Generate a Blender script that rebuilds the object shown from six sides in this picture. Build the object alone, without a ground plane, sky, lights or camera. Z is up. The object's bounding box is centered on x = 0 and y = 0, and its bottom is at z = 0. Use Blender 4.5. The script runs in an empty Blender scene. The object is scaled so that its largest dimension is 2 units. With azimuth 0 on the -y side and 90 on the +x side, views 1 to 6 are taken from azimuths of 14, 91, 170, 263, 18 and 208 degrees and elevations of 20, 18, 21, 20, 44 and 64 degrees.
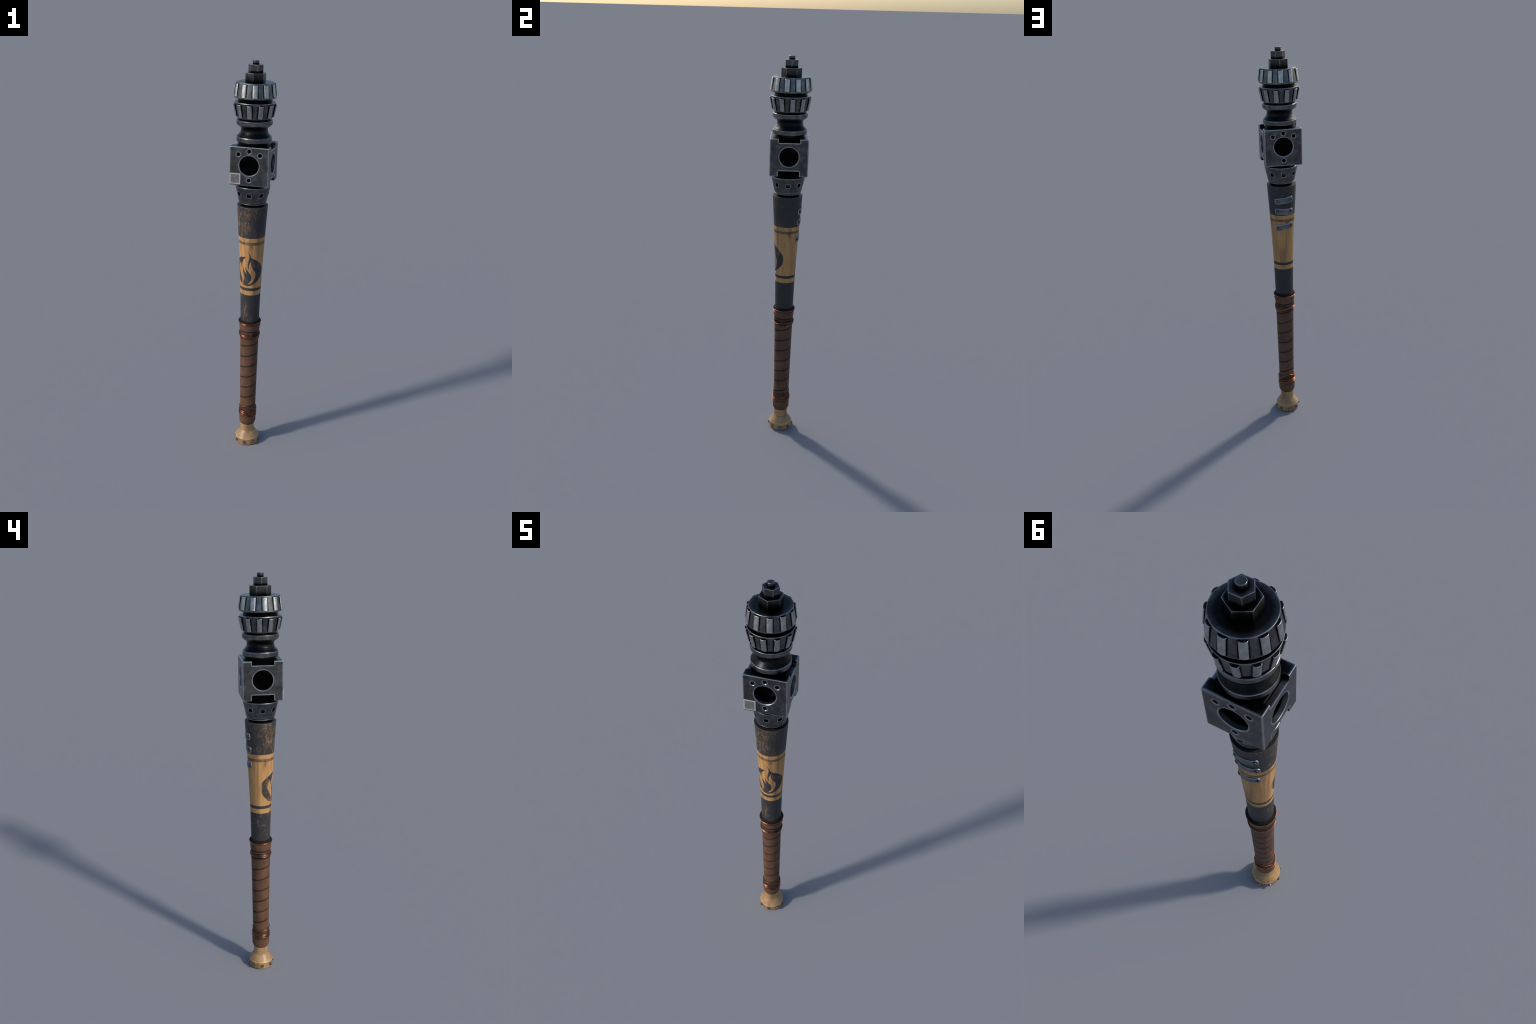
# A tall wooden club with a leather grip, copper wire, painted shaft and a machined steel head.
# Everything is built upright along a local z axis (heights in metres along the axis) and the
# whole thing is parented to one Empty that leans a degree and a half towards +x.
import bpy, bmesh, math
from mathutils import Vector, Matrix
from mathutils.geometry import delaunay_2d_cdt

LEAN = math.radians(1.5042)
FOOT_X = -0.04075
pi, tau, sin, cos = math.pi, math.tau, math.sin, math.cos


# ------------------------------------------------------------------ small helpers
def on_axis(r, deg, s):
    """Point at radius r, height s; azimuth 0 faces -y, 90 faces +x."""
    t = math.radians(deg)
    return Vector((r * sin(t), -r * cos(t), s))


def smooth_table(table):
    """Monotone-friendly cubic through (x, y) points."""
    xs, ys = zip(*table)
    n = len(xs)
    d = [(ys[i + 1] - ys[i]) / (xs[i + 1] - xs[i]) for i in range(n - 1)]
    m = [d[0]] + [0 if d[i - 1] * d[i] <= 0 else 2 * d[i - 1] * d[i] / (d[i - 1] + d[i]) for i in range(1, n - 1)] + [d[-1]]

    def f(x):
        if x <= xs[0]:
            return ys[0]
        if x >= xs[-1]:
            return ys[-1]
        i = max(k for k in range(n - 1) if xs[k] <= x)
        h = xs[i + 1] - xs[i]
        t = (x - xs[i]) / h
        return ((1 + 2 * t) * (1 - t) ** 2 * ys[i] + t * (1 - t) ** 2 * h * m[i]
                + t * t * (3 - 2 * t) * ys[i + 1] + t * t * (t - 1) * h * m[i + 1])
    return f


ROOT = bpy.data.objects.new("mace", None)
bpy.context.scene.collection.objects.link(ROOT)
ROOT["label"] = "leaning wooden club with flame emblem and machined steel head"
ROOT["category"] = "war club"
ROOT.location = (FOOT_X, 0, 0)
ROOT.rotation_euler = (0, LEAN, 0)


def finish_mesh(me, angle):
    for p in me.polygons:
        p.use_smooth = True
    me.set_sharp_from_angle(angle=math.radians(angle))


def add(name, me, mat, parent=None, angle=35.0):
    if mat and not me.materials:
        me.materials.append(mat)
    finish_mesh(me, angle)
    o = bpy.data.objects.new(name, me)
    bpy.context.scene.collection.objects.link(o)
    o.parent = parent or ROOT
    if angle < 60:
        w = o.modifiers.new("flat_faces", 'WEIGHTED_NORMAL'); w.weight = 100; w.keep_sharp = True
    return o


def repeat(o, deg):
    c = o.copy()
    bpy.context.scene.collection.objects.link(c)
    c.rotation_euler = (0, 0, math.radians(deg))
    return c


def fillet(points, default=0.0):
    """Polyline (r, s[, radius]) -> polyline with rounded corners."""
    out = []
    n = len(points)
    for i, p in enumerate(points):
        rad = p[2] if len(p) > 2 else default
        if i in (0, n - 1) or rad <= 0:
            out.append((p[0], p[1]))
            continue
        P = Vector(p[:2]); A = Vector(points[i - 1][:2]) - P; B = Vector(points[i + 1][:2]) - P
        la, lb = A.length, B.length
        A.normalize(); B.normalize()
        ang = A.angle(B)
        if ang > 3.05:
            out.append(tuple(P)); continue
        d = min(rad / math.tan(ang / 2), la * .48, lb * .48)
        r = d * math.tan(ang / 2)
        c = P + (A + B).normalized() * (r / sin(ang / 2))
        a0 = P + A * d - c; a1 = P + B * d - c
        t0 = math.atan2(a0.y, a0.x); dt = (math.atan2(a1.y, a1.x) - t0 + pi) % tau - pi
        for k in range(5):
            t = t0 + dt * k / 4
            out.append((c.x + r * cos(t), c.y + r * sin(t)))
    return out


def lathe(profile, segs=128, wobble=None):
    """Surface of revolution about z.  End points are closed with a cap."""
    bm = bmesh.new()
    rings = []
    for r, s in profile:
        ring = []
        for k in range(segs):
            a = 360.0 * k / segs
            rr = r + (wobble(a, s) if wobble else 0)
            ring.append(bm.verts.new(on_axis(rr, a, s)))
        rings.append(ring)
    for a, b in zip(rings, rings[1:]):
        for k in range(segs):
            bm.faces.new((a[k], a[(k + 1) % segs], b[(k + 1) % segs], b[k]))
    bm.faces.new(list(reversed(rings[0])))
    bm.faces.new(rings[-1])
    bmesh.ops.recalc_face_normals(bm, faces=bm.faces)
    me = bpy.data.meshes.new("lathe")
    bm.to_mesh(me); bm.free()
    return me


def prism(section, s0, s1, bevel=0.0012):
    """Straight prism over a plan outline with softened edges."""
    bm = bmesh.new()
    lo = [bm.verts.new((x, y, s0)) for x, y in section]
    hi = [bm.verts.new((x, y, s1)) for x, y in section]
    n = len(section)
    for k in range(n):
        bm.faces.new((lo[k], lo[(k + 1) % n], hi[(k + 1) % n], hi[k]))
    bm.faces.new(list(reversed(lo))); bm.faces.new(hi)
    bmesh.ops.recalc_face_normals(bm, faces=bm.faces)
    if bevel:
        bmesh.ops.bevel(bm, geom=list(bm.edges), offset=bevel, segments=2, profile=0.5, affect='EDGES')
    me = bpy.data.meshes.new("prism")
    bm.to_mesh(me); bm.free()
    return me


def carve(me, cutters):
    """Boolean-subtract cutter meshes from me, return the new mesh."""
    sc = bpy.context.scene.collection
    base = bpy.data.objects.new("tmp", me); sc.objects.link(base)
    junk = [base]
    for c in cutters:
        o = bpy.data.objects.new("tmp_cut", c); sc.objects.link(o); junk.append(o)
        m = base.modifiers.new("cut", 'BOOLEAN'); m.operation = 'DIFFERENCE'; m.object = o; m.solver = 'EXACT'
    dg = bpy.context.evaluated_depsgraph_get(); dg.update()
    out = bpy.data.meshes.new_from_object(base.evaluated_get(dg))
    for o in junk:
        bpy.data.objects.remove(o)
    return out


def tube(path, radius, closed=False, sides=10, taper=False):
    bm = bmesh.new()
    n = len(path)
    rings = []
    for i, p in enumerate(path):
        a = path[(i - 1) % n] if closed or i else p
        b = path[(i + 1) % n] if closed or i < n - 1 else p
        t = (b - a).normalized()
        out = Vector((p.x, p.y, 0)).normalized()
        side = t.cross(out).normalized(); out = side.cross(t).normalized()
        rings.append([bm.verts.new(p + radius * (cos(tau * k / sides) * out + sin(tau * k / sides) * side)) for k in range(sides)])
    for i in range(n if closed else n - 1):
        A, B = rings[i], rings[(i + 1) % n]
        for k in range(sides):
            bm.faces.new((A[k], A[(k + 1) % sides], B[(k + 1) % sides], B[k]))
    if not closed:
        bm.faces.new(rings[0]); bm.faces.new(rings[-1])
    bmesh.ops.recalc_face_normals(bm, faces=bm.faces)
    me = bpy.data.meshes.new("tube")
    bm.to_mesh(me); bm.free()
    return me


# ------------------------------------------------------------------ node helpers
class Nodes:
    def __init__(self, name):
        self.mat = bpy.data.materials.new(name)
        self.mat.use_nodes = True
        self.t = self.mat.node_tree
        self.t.nodes.clear()
        self.out = self.new("ShaderNodeOutputMaterial")
        self.bsdf = self.new("ShaderNodeBsdfPrincipled")
        self.t.links.new(self.bsdf.outputs[0], self.out.inputs[0])
        self.obj = self.new("ShaderNodeTexCoord").outputs["Object"]

    def new(self, kind):
        return self.t.nodes.new(kind)

    def put(self, sock, v):
        if isinstance(v, bpy.types.NodeSocket):
            self.t.links.new(v, sock)
        elif isinstance(v, (tuple, list)) and sock.type == 'RGBA' and len(v) == 3:
            sock.default_value = (*v, 1)
        else:
            sock.default_value = v

    def m(self, op, a, b=0.0, c=0.0):
        n = self.new("ShaderNodeMath"); n.operation = op
        self.put(n.inputs[0], a); self.put(n.inputs[1], b); self.put(n.inputs[2], c)
        return n.outputs[0]

    def step(self, x, lo, hi, a=0.0, b=1.0):
        n = self.new("ShaderNodeMapRange"); n.interpolation_type = 'SMOOTHSTEP'
        for k, v in zip(range(5), (x, lo, hi, a, b)):
            self.put(n.inputs[k], v)
        return n.outputs[0]

    def band(self, x, lo, hi, soft):
        return self.m('MULTIPLY', self.step(x, lo - soft, lo + soft), self.step(x, hi - soft, hi + soft, 1.0, 0.0))

    def mix(self, f, a, b, blend='MIX'):
        n = self.new("ShaderNodeMix"); n.data_type = 'RGBA'; n.blend_type = blend
        self.put(n.inputs[0], f); self.put(n.inputs[6], a); self.put(n.inputs[7], b)
        return n.outputs[2]

    def xyz(self, v=None):
        n = self.new("ShaderNodeSeparateXYZ"); self.put(n.inputs[0], v or self.obj)
        return n.outputs

    def scaled(self, sx, sy, sz, loc=(0, 0, 0), v=None):
        n = self.new("ShaderNodeMapping")
        self.put(n.inputs[0], v or self.obj)
        n.inputs["Location"].default_value = loc
        n.inputs["Scale"].default_value = (sx, sy, sz)
        return n.outputs[0]

    def noise(self, v, scale=1.0, detail=4.0, rough=0.55, dist=0.0):
        n = self.new("ShaderNodeTexNoise")
        self.put(n.inputs["Vector"], v)
        n.inputs["Scale"].default_value = scale; n.inputs["Detail"].default_value = detail
        n.inputs["Roughness"].default_value = rough; n.inputs["Distortion"].default_value = dist
        return n.outputs["Fac"]

    def ramp(self, f, *stops):
        n = self.new("ShaderNodeValToRGB"); self.put(n.inputs[0], f)
        e = n.color_ramp.elements
        while len(e) < len(stops):
            e.new(0.5)
        for el, (p, c) in zip(e, stops):
            el.position = p; el.color = (*c, 1)
        return n.outputs[0]

    def azimuth(self):
        x, y, _ = self.xyz()
        return self.m('MULTIPLY', self.m('ARCTAN2', x, self.m('MULTIPLY', y, -1.0)), 180 / pi)

    def bump(self, h, strength, dist):
        n = self.new("ShaderNodeBump")
        n.inputs["Strength"].default_value = strength; n.inputs["Distance"].default_value = dist
        self.put(n.inputs["Height"], h)
        self.put(self.bsdf.inputs["Normal"], n.outputs[0])

    def crevice(self, dist):
        """0 in tight corners where shade is painted in, 1 on open surface."""
        n = self.new("ShaderNodeAmbientOcclusion"); n.samples = 8
        n.inputs["Distance"].default_value = dist
        return n.outputs["AO"]

    def edge(self, radius):
        """0 on flats, rising on edges (rounded normal against the true one)."""
        b = self.new("ShaderNodeBevel"); b.samples = 6; b.inputs["Radius"].default_value = radius
        g = self.new("ShaderNodeNewGeometry")
        d = self.new("ShaderNodeVectorMath"); d.operation = 'DOT_PRODUCT'
        self.put(d.inputs[0], b.outputs[0]); self.put(d.inputs[1], g.outputs["Normal"])
        return self.m('SUBTRACT', 1.0, d.outputs["Value"])

    def done(self, color, rough, metal=0.0, spec=0.5):
        self.put(self.bsdf.inputs["Base Color"], color)
        self.put(self.bsdf.inputs["Roughness"], rough)
        self.put(self.bsdf.inputs["Metallic"], metal)
        self.put(self.bsdf.inputs["Specular IOR Level"], spec)
        return self.mat


# ------------------------------------------------------------------ materials
def steel(name, flat, worn, rough=0.34, edge_r=0.005, ao_dist=0.020, shade=None, edge_gain=7.0, open_ao=0.90, light_mask=None):
    n = Nodes(name)
    mottled = n.noise(n.scaled(38, 38, 38), 1.0, 5, 0.6)
    fine = n.noise(n.scaled(260, 260, 260), 1.0, 3, 0.6)
    tone = n.m('ADD', n.m('MULTIPLY', mottled, 0.7), n.m('MULTIPLY', fine, 0.3))
    col = n.ramp(tone, (0.32, tuple(c * 0.55 for c in flat)), (0.52, flat), (0.72, tuple(min(1, c * 1.8) for c in flat)))
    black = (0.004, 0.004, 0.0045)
    ao = n.crevice(ao_dist)
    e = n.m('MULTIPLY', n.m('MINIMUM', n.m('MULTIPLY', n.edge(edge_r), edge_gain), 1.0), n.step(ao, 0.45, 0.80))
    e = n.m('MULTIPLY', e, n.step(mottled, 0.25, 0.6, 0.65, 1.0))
    seam_shade = n.step(ao, 0.38, open_ao, 0.97, 0.0)  # occlusion shade, painted black into tight corners
    if light_mask:
        e = n.m('MAXIMUM', e, light_mask(n))  # painted light on the bore walls
    if shade:
        f = shade(n)
        col = n.mix(f, col, black)  # shade painted in by position
        e = n.m('MULTIPLY', e, n.m('SUBTRACT', 1.0, n.m('POWER', f, 2.0)))
    col = n.mix(seam_shade, col, black)
    col = n.mix(e, col, worn)
    n.bump(tone, 0.2, 0.0012)
    return n.done(col, n.m('ADD', rough - 0.08, n.m('MULTIPLY', mottled, 0.16)), 1.0)


def block_shade(n):
    """Shade painted as black: inside the bores, in the four side slots and under the neck flange."""
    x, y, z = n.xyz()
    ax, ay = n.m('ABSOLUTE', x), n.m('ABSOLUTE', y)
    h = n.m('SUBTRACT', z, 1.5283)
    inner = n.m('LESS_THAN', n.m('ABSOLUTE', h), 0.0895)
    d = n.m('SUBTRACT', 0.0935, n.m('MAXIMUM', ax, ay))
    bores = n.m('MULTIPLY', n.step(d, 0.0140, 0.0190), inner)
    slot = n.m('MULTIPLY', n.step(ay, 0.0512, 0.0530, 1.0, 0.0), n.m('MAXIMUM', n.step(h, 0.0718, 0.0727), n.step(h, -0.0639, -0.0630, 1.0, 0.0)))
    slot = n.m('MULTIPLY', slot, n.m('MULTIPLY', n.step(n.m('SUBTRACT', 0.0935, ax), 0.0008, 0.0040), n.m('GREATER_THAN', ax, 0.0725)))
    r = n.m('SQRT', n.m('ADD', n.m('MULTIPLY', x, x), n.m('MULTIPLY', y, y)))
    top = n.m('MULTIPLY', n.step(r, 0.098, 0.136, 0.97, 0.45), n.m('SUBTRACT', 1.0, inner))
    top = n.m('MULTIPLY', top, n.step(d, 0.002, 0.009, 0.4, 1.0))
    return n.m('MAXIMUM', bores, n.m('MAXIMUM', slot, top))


def bore_light(n):
    """Reflected sky light painted as brighter metal on the outer half of the bore walls."""
    x, y, z = n.xyz()
    h = n.m('ABSOLUTE', n.m('SUBTRACT', z, 1.5283))
    d = n.m('SUBTRACT', 0.0935, n.m('MAXIMUM', n.m('ABSOLUTE', x), n.m('ABSOLUTE', y)))
    return n.m('MULTIPLY', n.m('MULTIPLY', n.band(d, 0.0012, 0.0165, 0.001), n.m('LESS_THAN', h, 0.080)), 0.55)


def body_shade(n):
    """Shade painted black in the turned grooves between the gears, in the waist and under the flange."""
    x, y, z = n.xyz()
    r = n.m('SQRT', n.m('ADD', n.m('MULTIPLY', x, x), n.m('MULTIPLY', y, y)))
    f = n.m('MULTIPLY', n.band(z, 1.6555, 1.7045, 0.0016), 0.93)
    for lo, hi in ((1.610, 1.6315), (1.7338, 1.7424), (1.8150, 1.8335), (1.4232, 1.440), (1.310, 1.3350)):
        f = n.m('MAXIMUM', f, n.m('MULTIPLY', n.band(z, lo, hi, 0.0010), 0.97))
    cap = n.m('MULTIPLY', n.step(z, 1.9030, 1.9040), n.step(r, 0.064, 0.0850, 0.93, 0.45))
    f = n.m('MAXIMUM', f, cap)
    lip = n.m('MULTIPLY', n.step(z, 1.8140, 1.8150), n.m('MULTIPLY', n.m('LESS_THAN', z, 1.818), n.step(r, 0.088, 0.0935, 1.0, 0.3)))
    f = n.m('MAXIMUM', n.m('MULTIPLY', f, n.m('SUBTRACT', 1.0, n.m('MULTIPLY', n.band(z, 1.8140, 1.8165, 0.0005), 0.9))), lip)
    # contact shade painted along both flanks of every tooth
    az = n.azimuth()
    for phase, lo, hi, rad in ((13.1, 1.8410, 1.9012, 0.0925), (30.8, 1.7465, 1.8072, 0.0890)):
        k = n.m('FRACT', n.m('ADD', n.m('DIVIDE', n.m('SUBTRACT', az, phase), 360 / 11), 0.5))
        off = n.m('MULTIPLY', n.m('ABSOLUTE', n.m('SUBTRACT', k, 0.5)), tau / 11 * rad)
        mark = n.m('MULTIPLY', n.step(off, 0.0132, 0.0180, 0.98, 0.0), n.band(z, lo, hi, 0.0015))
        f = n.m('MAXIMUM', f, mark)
    return f


def tooth_shade(n):  # shade painted on the tooth flanks and end caps
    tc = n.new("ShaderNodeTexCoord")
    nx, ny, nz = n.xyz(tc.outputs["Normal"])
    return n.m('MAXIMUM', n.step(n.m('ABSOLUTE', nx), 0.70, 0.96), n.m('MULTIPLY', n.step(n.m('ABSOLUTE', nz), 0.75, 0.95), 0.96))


def nut_shade(n):
    """Shade painted black round the foot of each nut and of the pin."""
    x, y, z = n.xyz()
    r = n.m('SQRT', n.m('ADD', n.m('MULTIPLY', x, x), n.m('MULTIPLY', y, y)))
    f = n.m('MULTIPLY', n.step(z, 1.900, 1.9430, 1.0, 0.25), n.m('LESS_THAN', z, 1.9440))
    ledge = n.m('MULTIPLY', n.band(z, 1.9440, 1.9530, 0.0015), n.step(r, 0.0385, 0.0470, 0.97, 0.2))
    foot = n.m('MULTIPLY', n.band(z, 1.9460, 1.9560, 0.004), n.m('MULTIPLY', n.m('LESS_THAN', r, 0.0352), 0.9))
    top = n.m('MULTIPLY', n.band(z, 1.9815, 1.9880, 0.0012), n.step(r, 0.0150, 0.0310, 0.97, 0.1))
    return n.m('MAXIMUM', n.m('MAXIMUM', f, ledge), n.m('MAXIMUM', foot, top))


STEEL = steel("dark_steel", (0.145, 0.150, 0.155), (0.72, 0.74, 0.77), shade=body_shade)
GEAR = steel("gear_steel", (0.112, 0.117, 0.122), (0.72, 0.74, 0.77), shade=body_shade)
COLLAR = steel("collar_steel", (0.110, 0.114, 0.119), (0.60, 0.62, 0.66), shade=body_shade, edge_r=0.006)
BLOCK = steel("block_steel", (0.100, 0.104, 0.109), (0.74, 0.77, 0.81), shade=block_shade, light_mask=bore_light, edge_r=0.010, ao_dist=0.006, open_ao=0.80)
TOOTH = steel("worn_steel", (0.41, 0.42, 0.43), (0.85, 0.87, 0.9), rough=0.42, ao_dist=0.007, edge_r=0.003, shade=tooth_shade)
NUT = steel("nut_steel", (0.090, 0.094, 0.098), (0.66, 0.68, 0.71), ao_dist=0.02, edge_r=0.004, shade=nut_shade)
PLATE = steel("strap_steel", (0.175, 0.19, 0.21), (0.66, 0.70, 0.76), rough=0.46, edge_r=0.007, ao_dist=0.008)
SCREW = steel("screw_steel", (0.085, 0.095, 0.11), (0.58, 0.64, 0.72), rough=0.32, edge_r=0.002, ao_dist=0.006)
PIN = steel("stud_steel", (0.26, 0.27, 0.29), (0.6, 0.61, 0.63), rough=0.40, edge_r=0.001, ao_dist=0.003)


def wood_colour(n, light=(0.53, 0.285, 0.098), mid=(0.385, 0.20, 0.075), dark=(0.190, 0.108, 0.062)):
    grain = n.noise(n.scaled(46, 46, 4.5), 1.0, 4, 0.55, 0.6)
    streak = n.noise(n.scaled(26, 26, 2.2, (3.1, 1.7, 0.4)), 1.0, 3, 0.5, 0.8)
    fine = n.noise(n.scaled(320, 320, 20), 1.0, 3, 0.6)
    col = n.ramp(grain, (0.32, mid), (0.60, light))
    col = n.mix(n.m('MULTIPLY', n.step(streak, 0.46, 0.66), 0.68), col, dark)
    col = n.mix(n.m('MULTIPLY', n.step(fine, 0.45, 0.75), 0.22), col, dark)
    return col, fine


def paint_wear(n, extra=0.0):
    """How far the dark paint is rubbed through: patchy and vertical, mostly on the -x, -y side."""
    az = n.azimuth()
    z = n.xyz()[2]
    side = n.m('ADD', 0.5, n.m('MULTIPLY', 0.5, n.m('COSINE', n.m('MULTIPLY', n.m('ADD', az, 48.0), pi / 180))))
    patch = n.noise(n.scaled(30, 30, 15, (0.7, 0.2, 0.9)), 1.0, 2, 0.5)
    fleck = n.noise(n.scaled(120, 120, 58), 1.0, 6, 0.72, 0.9)
    speck = n.noise(n.scaled(420, 420, 260), 1.0, 3, 0.7)
    high = n.step(z, 1.0, 1.2, 0.0, 0.014)
    v = n.m('ADD', n.m('MULTIPLY', patch, 0.26), n.m('ADD', n.m('MULTIPLY', fleck, 0.54), n.m('MULTIPLY', speck, 0.20)))
    v = n.m('ADD', v, n.m('ADD', n.m('MULTIPLY', n.m('SUBTRACT', side, 0.62), 0.060), n.m('ADD', high, extra)))
    rub = n.step(v, 0.520, 0.645, 0.0, 0.45)
    # a few straight knife scratches around the lower dark band
    lines = n.noise(n.scaled(12, 12, 420, (0.3, 0.1, 0.2)), 1.0, 1, 0.4)
    where = n.noise(n.scaled(22, 22, 30, (2.2, 4.1, 0.5)), 1.0, 2, 0.5)
    scr = n.m('MULTIPLY', n.m('MULTIPLY', n.step(lines, 0.66, 0.72), n.step(where, 0.55, 0.66)), n.m('MULTIPLY', side, 0.5))
    return n.m('MAXIMUM', rub, scr)


PAINT = (0.026, 0.027, 0.029)


def shaft_material():
    n = Nodes("painted_wood")
    x, y, z = n.xyz()
    az = n.azimuth()
    wood, fine = wood_colour(n)
    # knots: darker spots below the faded ring, repeated round the shaft
    for ka, kz in ((14.0, 1.126), (104.0, 1.130), (-76.0, 1.124), (-166.0, 1.128)):
        da = n.m('MULTIPLY', n.m('SUBTRACT', az, ka), 0.0011)
        dz = n.m('MULTIPLY', n.m('SUBTRACT', z, kz), 0.62)
        d = n.m('SQRT', n.m('ADD', n.m('MULTIPLY', da, da), n.m('MULTIPLY', dz, dz)))
        rip = n.m('ADD', d, n.m('MULTIPLY', fine, 0.002))
        wood = n.mix(n.step(rip, 0.004, 0.0145, 0.75, 0.0), wood, (0.15, 0.075, 0.04))
        ring = n.m('MULTIPLY', n.m('ADD', 0.5, n.m('MULTIPLY', 0.5, n.m('SINE', n.m('MULTIPLY', d, 1500.0)))), n.step(d, 0.012, 0.028, 0.30, 0.0))
        wood = n.mix(ring, wood, (0.20, 0.10, 0.05))
    dark = n.m('MAXIMUM', n.step(z, 1.1680, 1.1692), n.step(z, 0.8662, 0.8674, 1.0, 0.0))
    dark = n.m('MAXIMUM', dark, n.band(z, 0.8907, 0.9058, 0.0006))
    worn = paint_wear(n)
    p = n.m('MULTIPLY', dark, n.m('SUBTRACT', 1.0, worn))
    faded = n.noise(n.scaled(60, 60, 40), 1.0, 4, 0.6)
    p2 = n.m('MULTIPLY', n.band(z, 1.1335, 1.1482, 0.0012), n.step(faded, 0.30, 0.65, 0.85, 0.5))
    p = n.m('MAXIMUM', p, p2)
    col = n.mix(p, wood, PAINT)
    col = n.mix(n.m('MULTIPLY', n.band(z, 1.3215, 1.3236, 0.0006), 0.55), col, (0.16, 0.125, 0.095))  # rim highlight painted as a lighter lip
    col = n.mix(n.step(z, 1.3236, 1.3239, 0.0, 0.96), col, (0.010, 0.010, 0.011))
    col = n.mix(n.step(n.crevice(0.008), 0.25, 0.8, 0.85, 0.0), col, (0.012, 0.011, 0.011))  # occlusion shade painted where parts meet the shaft
    n.bump(fine, 0.25, 0.0012)
    return n.done(col, n.m('SUBTRACT', 0.62, n.m('MULTIPLY', p, 0.08)), 0.0, 0.4)


def emblem_material():
    n = Nodes("emblem_paint")
    x, y, z = n.xyz()
    az = n.azimuth()
    wood, fine = wood_colour(n)
    # rubbed patches: middle of the flame and the faded left rim
    d1 = n.m('ADD', n.m('POWER', n.m('MULTIPLY', n.m('ADD', az, 6.0), 0.0011), 2.0), n.m('POWER', n.m('SUBTRACT', z, 0.940), 2.0))
    hot = n.step(n.m('SQRT', n.m('MAXIMUM', d1, 0.0)), 0.0, 0.030, 0.055, 0.0)
    worn = paint_wear(n, 0.012)
    worn2 = paint_wear(n, 0.045)
    f = n.m('MAXIMUM', worn, n.m('MULTIPLY', worn2, n.m('MULTIPLY', hot, 16.0)))
    rim = n.m('MULTIPLY', n.step(az, -96.0, -86.0, 0.9, 0.0), n.band(z, 0.975, 1.03, 0.012))
    upper = n.m('MULTIPLY', n.band(az, -82.0, -58.0, 7.0), n.band(z, 1.012, 1.042, 0.01))
    f = n.m('MAXIMUM', f, n.m('MAXIMUM', rim, n.m('MULTIPLY', worn2, upper)))
    toe = n.m('MULTIPLY', n.band(az, -43.0, -27.0, 4.0), n.band(z, 0.915, 0.936, 0.006))
    f = n.m('MAXIMUM', f, n.m('MULTIPLY', toe, n.step(fine, 0.35, 0.6, 0.9, 0.3)))
    col = n.mix(n.m('SUBTRACT', 1.0, n.m('MINIMUM', f, 1.0)), wood, PAINT)
    n.bump(fine, 0.2, 0.001)
    return n.done(col, 0.56, 0.0, 0.4)


def pommel_material():
    n = Nodes("bare_wood")
    col, fine = wood_colour(n, (0.40, 0.235, 0.100), (0.315, 0.185, 0.080), (0.19, 0.105, 0.05))
    z = n.xyz()[2]
    col = n.mix(n.m('MULTIPLY', n.band(z, 0.069, 0.0735, 0.002), 0.55), col, (0.16, 0.10, 0.05))
    rim = n.band(z, 0.0335, 0.0395, 0.0025)
    col = n.mix(n.m('MULTIPLY', rim, 0.35), col, (0.66, 0.43, 0.2))
    col = n.mix(n.step(n.crevice(0.010), 0.25, 0.85, 0.9, 0.0), col, (0.014, 0.012, 0.012))  # occlusion shade painted round the studs and under the grip
    n.bump(fine, 0.15, 0.001)
    return n.done(col, 0.42, 0.0, 0.5)


WRAP_PITCH, WRAP_START = 0.0603, 0.5832


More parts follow.
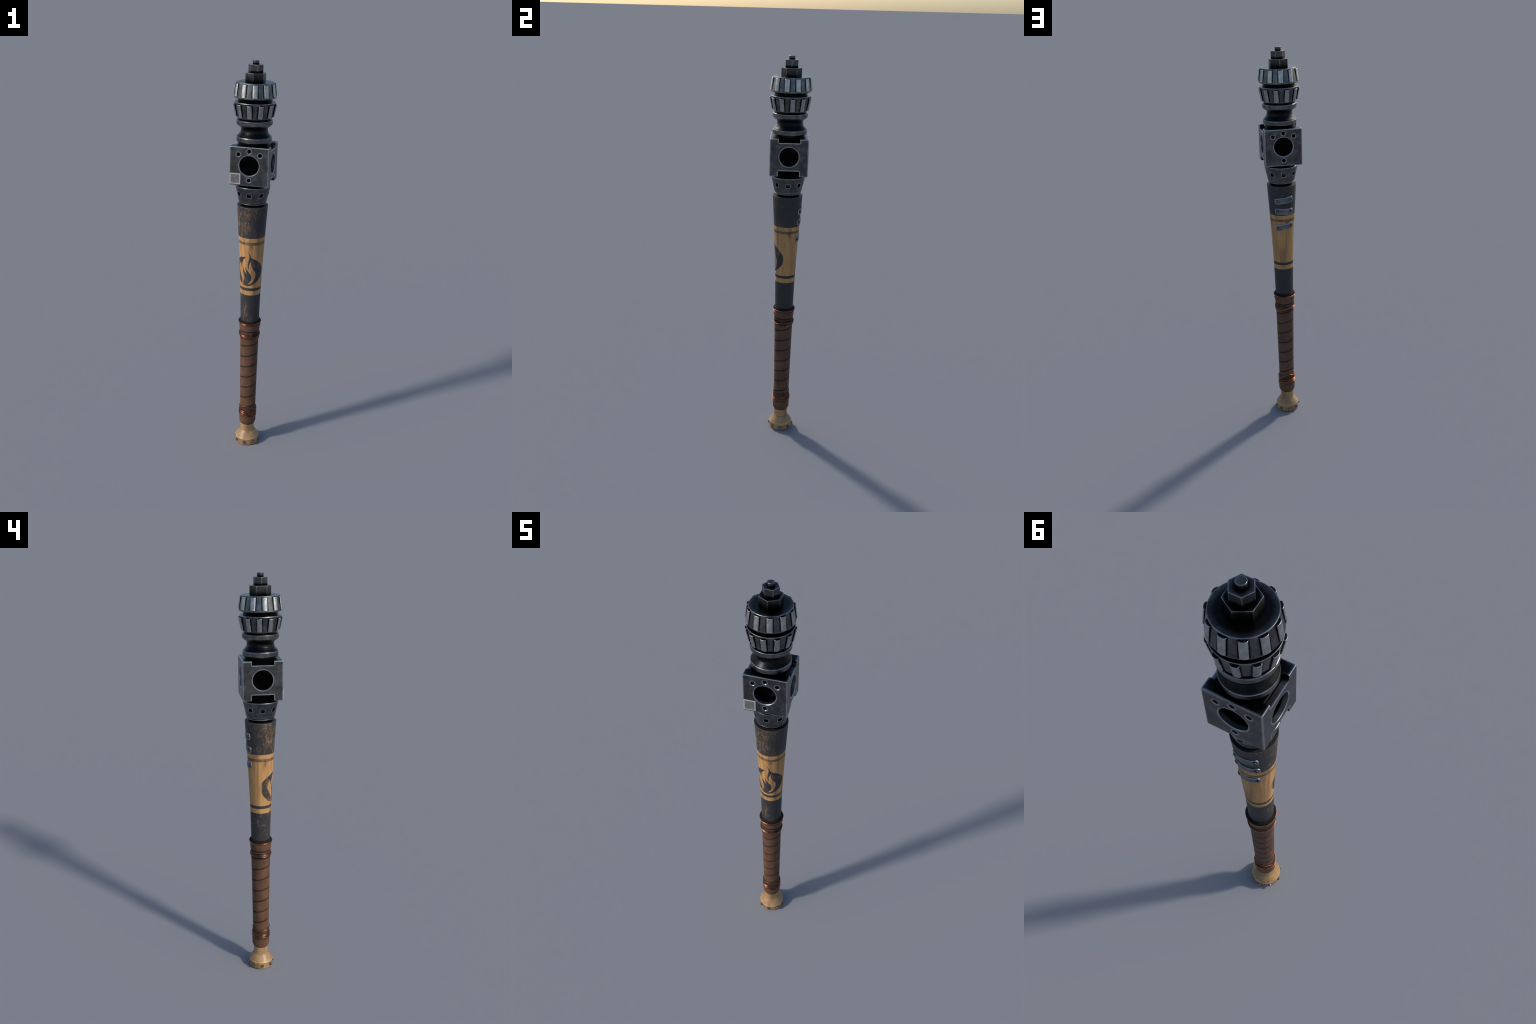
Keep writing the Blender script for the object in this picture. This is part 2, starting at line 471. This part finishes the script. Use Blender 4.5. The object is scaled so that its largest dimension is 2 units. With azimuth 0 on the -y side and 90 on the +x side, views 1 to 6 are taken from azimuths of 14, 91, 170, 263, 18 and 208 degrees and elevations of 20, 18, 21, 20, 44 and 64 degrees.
def leather_material():
    n = Nodes("leather")
    x, y, z = n.xyz()
    az = n.azimuth()
    patch = n.noise(n.scaled(22, 22, 14), 1.0, 4, 0.55)
    grain = n.noise(n.scaled(420, 420, 160), 1.0, 3, 0.6)
    thread = n.noise(n.scaled(300, 300, 12), 1.0, 2, 0.6)
    col = n.ramp(patch, (0.32, (0.072, 0.034, 0.019)), (0.52, (0.110, 0.050, 0.027)), (0.70, (0.145, 0.066, 0.035)))
    col = n.mix(n.m('MULTIPLY', n.step(grain, 0.4, 0.75), 0.35), col, (0.05, 0.025, 0.015))
    col = n.mix(n.m('MULTIPLY', n.step(thread, 0.5, 0.8), 0.25), col, (0.20, 0.10, 0.055))
    # the spiral seam between the turns of the strip
    turn = n.m('FRACT', n.m('DIVIDE', n.m('SUBTRACT', n.m('SUBTRACT', z, WRAP_START), n.m('MULTIPLY', az, WRAP_PITCH / 360)), WRAP_PITCH))
    near = n.m('MULTIPLY', n.m('MINIMUM', turn, n.m('SUBTRACT', 1.0, turn)), WRAP_PITCH)
    zone = n.band(z, 0.214, 0.625, 0.004)
    seam = n.m('MULTIPLY', n.step(near, 0.0010, 0.0032, 0.97, 0.0), zone)
    halo = n.m('MULTIPLY', n.step(near, 0.002, 0.010, 0.35, 0.0), zone)
    # occlusion shade painted into the leather around the wire bundles
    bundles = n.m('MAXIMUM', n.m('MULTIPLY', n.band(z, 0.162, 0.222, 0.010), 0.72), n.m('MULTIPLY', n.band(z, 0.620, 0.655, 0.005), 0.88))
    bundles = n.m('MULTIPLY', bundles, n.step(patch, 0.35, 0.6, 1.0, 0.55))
    seam_shade = n.m('MAXIMUM', n.m('MAXIMUM', seam, halo), n.m('MAXIMUM', bundles, n.step(z, 0.7035, 0.7065, 0.0, 0.97)))  # the seam's own dark, plus shade painted at bundles and top ring
    seam_shade = n.m('MAXIMUM', seam_shade, n.step(z, 0.1125, 0.1185, 0.9, 0.0))
    seam_shade = n.m('MAXIMUM', seam_shade, n.m('MULTIPLY', n.band(z, 0.656, 0.664, 0.003), 0.85))
    seam_shade = n.m('MAXIMUM', seam_shade, n.step(n.crevice(0.012), 0.3, 0.85, 0.92, 0.0))  # occlusion shade painted beneath the wires
    col = n.mix(seam_shade, col, (0.011, 0.0105, 0.011))
    n.bump(n.m('ADD', grain, thread), 0.3, 0.001)
    return n.done(col, n.m('ADD', 0.60, n.m('MULTIPLY', seam_shade, 0.2)), 0.0, n.m('SUBTRACT', 0.42, n.m('MULTIPLY', seam_shade, 0.34)))


def copper_material():
    n = Nodes("copper")
    t = n.noise(n.scaled(60, 60, 60), 1.0, 4, 0.6)
    col = n.ramp(t, (0.35, (0.20, 0.073, 0.038)), (0.6, (0.42, 0.162, 0.088)))
    return n.done(col, 0.34, 1.0)


def label_material():
    """A plain, scuffed pale sticker."""
    n = Nodes("sticker")
    x, y, z = n.xyz()
    d = n.m('MAXIMUM', n.m('ABSOLUTE', n.m('ADD', x, 0.0650)), n.m('ABSOLUTE', n.m('SUBTRACT', z, 1.4690)))
    border = n.step(d, 0.0200, 0.0225)
    t = n.noise(n.scaled(70, 70, 70), 1.0, 2, 0.5)
    inner = n.ramp(t, (0.30, (0.08, 0.081, 0.084)), (0.70, (0.15, 0.15, 0.155)))
    col = n.mix(border, inner, (0.37, 0.37, 0.375))
    return n.done(col, 0.6)


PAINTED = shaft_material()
EMBLEM = emblem_material()
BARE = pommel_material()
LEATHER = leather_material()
COPPER = copper_material()
STICKER = label_material()

# ------------------------------------------------------------------ pommel
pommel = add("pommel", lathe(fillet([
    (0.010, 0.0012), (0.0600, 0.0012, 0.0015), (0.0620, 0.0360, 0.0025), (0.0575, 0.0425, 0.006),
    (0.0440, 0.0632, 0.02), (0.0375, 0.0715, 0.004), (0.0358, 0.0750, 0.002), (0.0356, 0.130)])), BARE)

hexagon = lambda R, turn=0.0: [(R * sin(tau * k / 6 + turn), -R * cos(tau * k / 6 + turn)) for k in range(6)]


def pointing_out(me, r, s):
    """Turn a part built along +z so that it points out along -y from the axis at height s."""
    me.transform(Matrix.Translation((0, -r, s)) @ Matrix.Rotation(pi / 2, 4, 'X'))
    return me


stud = add("stud", pointing_out(prism(hexagon(0.0088), -0.004, 0.0030, 0.0006), 0.0603, 0.0180), SCREW, pommel)
pin_me = pointing_out(lathe(fillet([(0.0006, -0.002), (0.0051, -0.002), (0.0051, 0.0078, 0.0006), (0.0006, 0.0078)]), 20), 0.0603, 0.0180)
pin = add("stud_pin", pin_me, PIN, pommel)
for k in range(1, 8):
    repeat(stud, 45 * k)
    repeat(pin, 45 * k)

# ------------------------------------------------------------------ leather grip
grip_r = smooth_table([
    (0.1115, 0.0357), (0.1145, 0.0385), (0.1190, 0.0409), (0.1250, 0.0428), (0.1320, 0.0437), (0.1650, 0.0438),
    (0.1950, 0.0432), (0.2080, 0.0425), (0.2160, 0.0412), (0.2250, 0.0406), (0.3000, 0.0415), (0.4500, 0.0440),
    (0.6000, 0.0466), (0.6180, 0.0472), (0.6280, 0.0494), (0.6370, 0.0511), (0.6460, 0.0515), (0.6530, 0.0505),
    (0.6595, 0.0485), (0.6660, 0.0503), (0.6740, 0.0517), (0.6860, 0.0524), (0.6980, 0.0527), (0.7040, 0.0536),
    (0.7090, 0.0552), (0.7135, 0.0552), (0.7170, 0.0535), (0.7195, 0.0505), (0.7205, 0.0470)])


def wrap_relief(a, s):
    """Overlapping turns of a leather strip: a narrow groove along one spiral."""
    if a > 180:
        a -= 360
    if not 0.212 < s < 0.628:
        return 0.0
    t = ((s - WRAP_START - a * WRAP_PITCH / 360) / WRAP_PITCH) % 1.0
    fade = min(1, (s - 0.212) / 0.008, (0.628 - s) / 0.008)
    d = min(t, 1 - t) * WRAP_PITCH
    groove = -0.0011 * max(0.0, 1 - d / 0.0028) ** 1.5
    lap = 0.0005 * (0.5 - t)
    return fade * (groove + lap * min(1, d / 0.003))


levels = [0.1115 + (0.7205 - 0.1115) * i / 480 for i in range(481)]
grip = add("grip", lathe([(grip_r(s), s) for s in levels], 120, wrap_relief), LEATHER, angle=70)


# ------------------------------------------------------------------ copper wire
def periodic(points):
    """Smooth closed height curve through (azimuth, height)."""
    pts = sorted(points)

    def f(a):
        a %= 360
        n = len(pts)
        i = max((k for k in range(n) if pts[k][0] <= a), default=n - 1)
        g = lambda k: (pts[k % n][0] + 360 * (k // n), pts[k % n][1])
        if i == n - 1 and a < pts[0][0]:
            a += 360
        (x0, y0), (x1, y1), (x2, y2), (x3, y3) = g(i - 1), g(i), g(i + 1), g(i + 2)
        t = (a - x1) / (x2 - x1)
        m1 = (y2 - y0) / (x2 - x0) * (x2 - x1); m2 = (y3 - y1) / (x3 - x1) * (x2 - x1)
        return (2 * t**3 - 3 * t**2 + 1) * y1 + (t**3 - 2 * t**2 + t) * m1 + (3 * t**2 - 2 * t**3) * y2 + (t**3 - t**2) * m2
    return f


def wire(points, lift=None):
    f = periodic(points)
    path = []
    for k in range(144):
        a = 2.5 * k
        s = f(a)
        path.append(on_axis(grip_r(s) + 0.0016 + (lift(a) if lift else 0), a, s))
    return add("wire", tube(path, 0.00165, closed=True), COPPER, grip, angle=80)


wire([(20, .7083), (73, .7095), (101, .7097), (148, .7085), (190, .7088), (225, .7075), (263, .7080), (291, .7088), (345, .7080)])
wire([(0, .7000), (20, .6960), (49, .6925), (74, .6898), (102, .6902), (134, .6950), (177, .7045), (209, .7040), (242, .7030), (291, .7046), (329, .7020)])
wire([(0, .6398), (25, .6345), (47, .6335), (84, .6385), (124, .6386), (163, .6370), (192, .6420), (236, .6450), (286, .6455), (326, .6440)])
wire([(0, .6345), (25, .6288), (59, .6268), (90, .6250), (125, .6268), (162, .6315), (192, .6376), (240, .6395), (286, .6400), (326, .6395)])
wire([(0, .6300), (25, .6250), (59, .6212), (90, .6190), (125, .6223), (160, .6272), (192, .6330), (240, .6332), (286, .6330), (326, .6345)])
# the lower bundle; its top turn stands loose and wavy
wire([(0, .2262), (30, .2185), (60, .2050), (90, .1982), (120, .2035), (150, .2160), (180, .2260), (225, .2185), (260, .2112), (290, .2145), (325, .2208)],
     lambda a: 0.0006 + 0.0026 * max(0.0, cos(math.radians(a + 6))) ** 2)
wire([(0, .1932), (37, .1862), (60, .1852), (90, .1874), (120, .1900), (150, .1912), (180, .1940), (210, .1958), (240, .1940), (291, .1937), (335, .1945)])
wire([(0, .1838), (25, .1790), (51, .1774), (90, .1780), (120, .1788), (158, .1796), (192, .1882), (240, .1882), (291, .1888), (340, .1870)])
wire([(0, .1780), (25, .1730), (51, .1698), (90, .1688), (120, .1724), (158, .1755), (192, .1840), (240, .1842), (291, .1845), (340, .1815)])
wire([(0, .1705), (25, .1655), (51, .1630), (90, .1597), (125, .1632), (158, .1700), (192, .1760), (240, .1768), (291, .1745), (340, .1732)])

# ------------------------------------------------------------------ painted shaft
shaft_r = smooth_table([(0.700, 0.0466), (0.720, 0.0470), (0.8667, 0.0503), (0.9056, 0.0518), (1.000, 0.0560),
                        (1.100, 0.0611), (1.1687, 0.0649), (1.240, 0.0692), (1.3225, 0.0744)])
rows = [0.700 + (1.3215 - 0.700) * i / 90 for i in range(91)]
profile = [(shaft_r(s), s) for s in rows] + fillet([(shaft_r(1.3216), 1.3216), (0.0745, 1.3240, 0.0010), (0.050, 1.3240)])
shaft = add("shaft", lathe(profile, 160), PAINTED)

# ---- flame emblem: one film of dark paint, outlined by (azimuth, height) control points.
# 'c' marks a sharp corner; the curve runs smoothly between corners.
OUTLINE = [
    [(-5.5, 1.1015), (4.0, 1.0890), (11.0, 1.0755), (14.8, 1.0665)],
    [(14.8, 1.0665), (25.8, 1.0615), (45, 1.0500), (62.5, 1.0330), (74.3, 1.0155), (78, .9951), (75, .9765), (65, .9580),
     (48, .9415), (31, .9300), (14, .9218), (-2, .9180), (-17, .9190), (-34, .9220), (-50, .9280), (-61, .9355), (-78, .9523),
     (-90, .9720), (-95.5, .9890), (-95.8, 1.0090), (-90.4, 1.0276), (-79.4, 1.0410), (-63.0, 1.0535), (-45.0, 1.0640), (-26.0, 1.0695), (-12.8, 1.0708)],
    [(-12.8, 1.0708), (-19.8, 1.0630), (-27.0, 1.0540), (-33, 1.0405), (-36.2, 1.0260), (-37.8, 1.0078)],
    [(-37.8, 1.0078), (-40.2, 1.0150), (-42.8, 1.0240), (-45.8, 1.0383)],
    [(-45.8, 1.0383), (-57.5, 1.0250), (-62, 1.0100), (-61.0, .9960), (-54.5, .9824), (-48, .9705), (-39.5, .9570), (-35.2, .9449), (-37, .9330)],
    [(-37, .9330), (-27.5, .9419), (-21.8, .9560), (-22.5, .9705), (-27.2, .9856), (-30.0, .9990), (-28.3, 1.0145)],
    [(-28.3, 1.0145), (-25.0, 1.0030), (-18.6, .9915), (-7.9, .9815)],
    [(-7.9, .9815), (-11.2, .9922), (-14.8, 1.0055), (-14.7, 1.0205)],
    [(-14.7, 1.0205), (-10, 1.0060), (-.5, .9940), (10.3, .9811), (15.4, .9680), (15.0, .9537), (8.6, .9396), (-5, .9256)],
    [(-5, .9256), (11.5, .9314), (24.8, .9425), (34.5, .9600), (37.6, .9785), (34.5, .9930), (26.6, 1.0050), (19.2, 1.0160), (15.0, 1.0280), (13.9, 1.0412), (15.9, 1.0610)],
    [(15.9, 1.0610), (11.8, 1.0475), (5.7, 1.0360), (2.8, 1.0215), (4.8, 1.0035)],
    [(4.8, 1.0035), (-.8, 1.0150), (-2.0, 1.0340), (1.6, 1.0540), (4.6, 1.0710), (1.8, 1.0870), (-5.5, 1.1015)],
]


def spline(pts, per=7):
    out = []
    ext = [tuple(2 * Vector(pts[0]) - Vector(pts[1]))] + pts + [tuple(2 * Vector(pts[-1]) - Vector(pts[-2]))]
    for i in range(1, len(ext) - 2):
        p0, p1, p2, p3 = (Vector(q) for q in ext[i - 1:i + 3])
        for k in range(per):
            t = k / per
            out.append(0.5 * (2 * p1 + (p2 - p0) * t + (2 * p0 - 5 * p1 + 4 * p2 - p3) * t * t + (3 * p1 - p0 - 3 * p2 + p3) * t**3))
    return out


loop = [p for part in OUTLINE for p in spline([tuple(q) for q in part])]
flat = [Vector((math.radians(p.x) * 0.055, p.y)) for p in loop]
cdt = delaunay_2d_cdt(flat, [], [list(range(len(flat)))], 1, 1e-7)
bm = bmesh.new()
vs = [bm.verts.new((p.x, 0, p.y)) for p in cdt[0]]
for tri in cdt[2]:
    bm.faces.new([vs[i] for i in tri])
for k in range(-34, 29):
    bmesh.ops.bisect_plane(bm, geom=bm.verts[:] + bm.edges[:] + bm.faces[:], plane_co=(math.radians(3 * k) * 0.055, 0, 0), plane_no=(1, 0, 0))
for k in range(20):
    bmesh.ops.bisect_plane(bm, geom=bm.verts[:] + bm.edges[:] + bm.faces[:], plane_co=(0, 0, 0.915 + 0.01 * k), plane_no=(0, 0, 1))
for v in bm.verts:
    v.co = on_axis(shaft_r(v.co.z) + 0.0004, math.degrees(v.co.x / 0.055), v.co.z)
bm.normal_update()
for f in bm.faces:
    c = f.calc_center_median()
    if f.normal.dot(Vector((c.x, c.y, 0))) < 0:
        f.normal_flip()
me = bpy.data.meshes.new("emblem")
bm.to_mesh(me); bm.free()
emblem = add("flame_emblem", me, EMBLEM, shaft, angle=60)
sol = emblem.modifiers.new("film", 'SOLIDIFY'); sol.thickness = 0.0008; sol.offset = -1


# ---- three riveted repair straps
def strap(az0, s0, slope, length=0.098, height=0.0320, thick=0.0032, corner=0.011, b=0.0011):
    def wrap(u, v, w):
        s = s0 + v * cos(slope) + u * sin(slope)
        x = u * cos(slope) - v * sin(slope)
        return on_axis(shaft_r(s) + w, az0 + math.degrees(x / shaft_r(s0)), s)

    def half(u):
        d = abs(u) - (length / 2 - corner)
        return height / 2 if d <= 0 else height / 2 - corner + math.sqrt(max(0, corner**2 - d * d))

    n = 44
    cols = [(-length / 2, -0.002), (-length / 2, thick - b)]
    cols += [(-(length / 2 - b * .8) * cos(pi * i / n), thick) for i in range(n + 1)]
    cols += [(length / 2, thick - b), (length / 2, -0.002)]
    rowsv = [(-1, -0.002, 0), (-1, thick - b, 0), (-1, thick, b)] + [(t / 4, thick, b) for t in (-2, 0, 2)] + [(1, thick, b), (1, thick - b, 0), (1, -0.002, 0)]
    bm = bmesh.new()
    grid = [[bm.verts.new(wrap(u, t * (half(u) - inset), min(wu, wv))) for t, wv, inset in rowsv] for u, wu in cols]
    for A, B in zip(grid, grid[1:]):
        for k in range(len(rowsv) - 1):
            bm.faces.new((A[k], B[k], B[k + 1], A[k + 1]))
    bmesh.ops.remove_doubles(bm, verts=bm.verts, dist=1e-6)
    bmesh.ops.recalc_face_normals(bm, faces=bm.faces)
    me = bpy.data.meshes.new("strap")
    bm.to_mesh(me); bm.free()
    o = add("strap", me, PLATE, shaft, angle=50)
    for e in (-1, 1):
        u = e * 0.0355
        s = s0 + u * sin(slope)
        head = lathe(fillet([(0.0004, -0.001), (0.0066, -0.001), (0.0066, 0.0040, 0.0012), (0.0036, 0.0040, 0.0004), (0.0034, 0.0012), (0.0004, 0.0012)]), 24)
        screw = add("screw", pointing_out(head, shaft_r(s) + thick - 0.0006, s), SCREW, o)
        screw.rotation_euler = (0, 0, math.radians(az0 + math.degrees(u * cos(slope) / shaft_r(s0))))
    return o


strap(180.0, 1.2500, 0.125)
strap(180.5, 1.1905, -0.045)
strap(180.5, 1.1070, 0.150, length=0.091)

# ------------------------------------------------------------------ perforated collar
collar_me = lathe(fillet([
    (0.020, 1.3200), (0.0575, 1.3200), (0.0575, 1.3345), (0.0650, 1.3345, 0.0008), (0.0660, 1.3368, 0.001), (0.0662, 1.3398, 0.001),
    (0.0622, 1.3408), (0.0622, 1.3445), (0.0678, 1.3452, 0.0008), (0.0686, 1.3482, 0.0015), (0.0838, 1.4175, 0.002), (0.0830, 1.4220, 0.002),
    (0.0790, 1.4240, 0.002), (0.0690, 1.4240), (0.0690, 1.4380), (0.020, 1.4380)]), 160)
cutters = []
for k in range(8):
    w = 0.0103
    c = prism([(-w, -w), (w, -w), (w, w), (-w, w)], -0.0085, 0.03, 0)
    bm = bmesh.new(); bm.from_mesh(c)
    upright = [e for e in bm.edges if abs(e.verts[0].co.z - e.verts[1].co.z) > 0.01]
    bmesh.ops.bevel(bm, geom=upright, offset=0.0048, segments=4, profile=0.5, affect='EDGES')
    bm.to_mesh(c); bm.free()
    c.transform(Matrix.Rotation(tau * k / 8, 4, 'Z') @ Matrix.Translation((0, -0.0762, 1.3850)) @ Matrix.Rotation(pi / 2 + 0.21, 4, 'X'))
    cutters.append(c)
collar = add("collar", carve(collar_me, cutters), COLLAR, angle=30)

# ------------------------------------------------------------------ bored block
H, Z0 = 0.0935, 1.5283
block_me = prism([(-H, -H), (H, -H), (H, H), (-H, H)], Z0 - 0.0922, Z0 + 0.0922, 0.0044)
cuts = []


def drill(deg, u, v, r, depth, flare):
    c = lathe([(r, -depth), (r, -flare), (r + flare + 0.02, 0.02)], 64 if r > .02 else 28)
    pointing_out(c, H, Z0 + v)
    c.transform(Matrix.Rotation(math.radians(deg), 4, 'Z') @ Matrix.Translation((u, 0, 0)))
    cuts.append(c)


for deg in (0, 90, 180, 270):
    drill(deg, 0, 0.0040, 0.0467, 0.036, 0.0014)
for deg in (0, 180):
    for u, v in ((-0.0512, 0.0555), (0.0512, 0.0555), (0, 0.0710), (0, -0.0647)):
        drill(deg, u, v, 0.0094, 0.0195, 0.0010)
for sx in (-1, 1):
    for lo, hi in ((0.0725, 0.12), (-0.12, -0.0637)):
        x0, x1 = sorted((sx * (H - 0.0195), sx * (H + 0.02)))
        cuts.append(prism([(x0, -0.0518), (x1, -0.0518), (x1, 0.0518), (x0, 0.0518)], Z0 + lo, Z0 + hi, 0))
block_me = carve(block_me, cuts)
block_me.transform(Matrix.Translation((0.0004, 0.0004, 0)))
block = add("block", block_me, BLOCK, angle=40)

label_me = prism([(-0.0908, -H - 0.0005), (-0.0392, -H - 0.0005), (-0.0392, -H + 0.003), (-0.0908, -H + 0.003)], 1.4432, 1.4948, 0.0004)
add("sticker", label_me, STICKER, block)

# ------------------------------------------------------------------ grooved neck
neck = add("neck", lathe(fillet([
    (0.030, 1.6190), (0.0735, 1.6190), (0.0735, 1.6290), (0.0800, 1.6305, 0.0015), (0.0828, 1.6345, 0.002), (0.0832, 1.6530, 0.0010),
    (0.0800, 1.6580, 0.004), (0.0720, 1.6665, 0.010), (0.0650, 1.6755, 0.012), (0.0624, 1.6860, 0.012), (0.0634, 1.6950, 0.010),
    (0.0690, 1.7025, 0.006), (0.0770, 1.7060, 0.003), (0.0846, 1.7140, 0.003), (0.0850, 1.7325, 0.0015), (0.0815, 1.7345, 0.001),
    (0.0760, 1.7345), (0.0760, 1.7460), (0.030, 1.7460)]), 160), STEEL, angle=45)


# ------------------------------------------------------------------ toothed gears
def tooth_mesh(top, bottom, width, rise, sink=0.006):
    """Bar lying on a cone from bottom (r, s) to top (r, s), crowned across its width."""
    T, B = on_axis(top[0], 0, top[1]), on_axis(bottom[0], 0, bottom[1])
    along = (T - B).normalized()
    side = Vector((1, 0, 0))
    out = side.cross(along).normalized()
    if out.y > 0:
        out = -out
    sec = [(-width / 2, -sink)]
    for k in range(13):
        t = pi - pi * k / 12
        cx, sx = cos(t), sin(t)
        sec.append((width / 2 * math.copysign(abs(cx) ** 0.90, cx), rise * abs(sx) ** 0.80 if sx > 1e-6 else 0.0))
    sec.append((width / 2, -sink))
    bm = bmesh.new()
    a = [bm.verts.new(B + side * x + out * (y - rise)) for x, y in sec]
    b = [bm.verts.new(T + side * x + out * (y - rise)) for x, y in sec]
    n = len(sec)
    for k in range(n):
        bm.faces.new((a[k], a[(k + 1) % n], b[(k + 1) % n], b[k]))
    ends = [bm.faces.new(list(reversed(a))), bm.faces.new(b)]
    bmesh.ops.recalc_face_normals(bm, faces=bm.faces)
    bmesh.ops.bevel(bm, geom=list({e for f in ends for e in f.edges}), offset=0.0014, segments=2, profile=0.5, affect='EDGES')
    me = bpy.data.meshes.new("tooth")
    bm.to_mesh(me); bm.free()
    return me


lower_gear = add("gear", lathe(fillet([
    (0.030, 1.7425), (0.0790, 1.7425), (0.0815, 1.7430, 0.001), (0.0840, 1.7480, 0.002), (0.0958, 1.8135, 0.0012), (0.0950, 1.8160, 0.0008),
    (0.0789, 1.8160), (0.0789, 1.8360), (0.030, 1.8360)]), 160), GEAR)
upper_gear = add("gear", lathe(fillet([
    (0.030, 1.8330), (0.0900, 1.8330, 0.001), (0.0960, 1.8345, 0.002), (0.0976, 1.8385, 0.002), (0.0866, 1.9030, 0.0012), (0.0856, 1.9045, 0.0008),
    (0.030, 1.9045)]), 160), GEAR)
first = add("tooth", tooth_mesh((0.0944, 1.9000), (0.1020, 1.8425), 0.0252, 0.0077), TOOTH, upper_gear, angle=45)
first.rotation_euler.z = math.radians(13.1)
for k in range(1, 11):
    repeat(first, 13.1 + 360 / 11 * k)
second = add("tooth", tooth_mesh((0.1025, 1.8065), (0.0907, 1.7475), 0.0248, 0.0079), TOOTH, lower_gear, angle=45)
second.rotation_euler.z = math.radians(30.8)
for k in range(1, 11):
    repeat(second, 30.8 + 360 / 11 * k)

# ------------------------------------------------------------------ stacked nuts and pin
add("nut", prism(hexagon(0.0492), 1.9000, 1.9452, 0.0010), NUT, angle=30)
add("nut", prism(hexagon(0.0350, pi / 6), 1.9440, 1.9825, 0.0010), NUT, angle=30)
add("end_pin", lathe(fillet([(0.0005, 1.9800), (0.0148, 1.9800), (0.0148, 2.0003, 0.0022), (0.0005, 2.0003)]), 40), NUT)
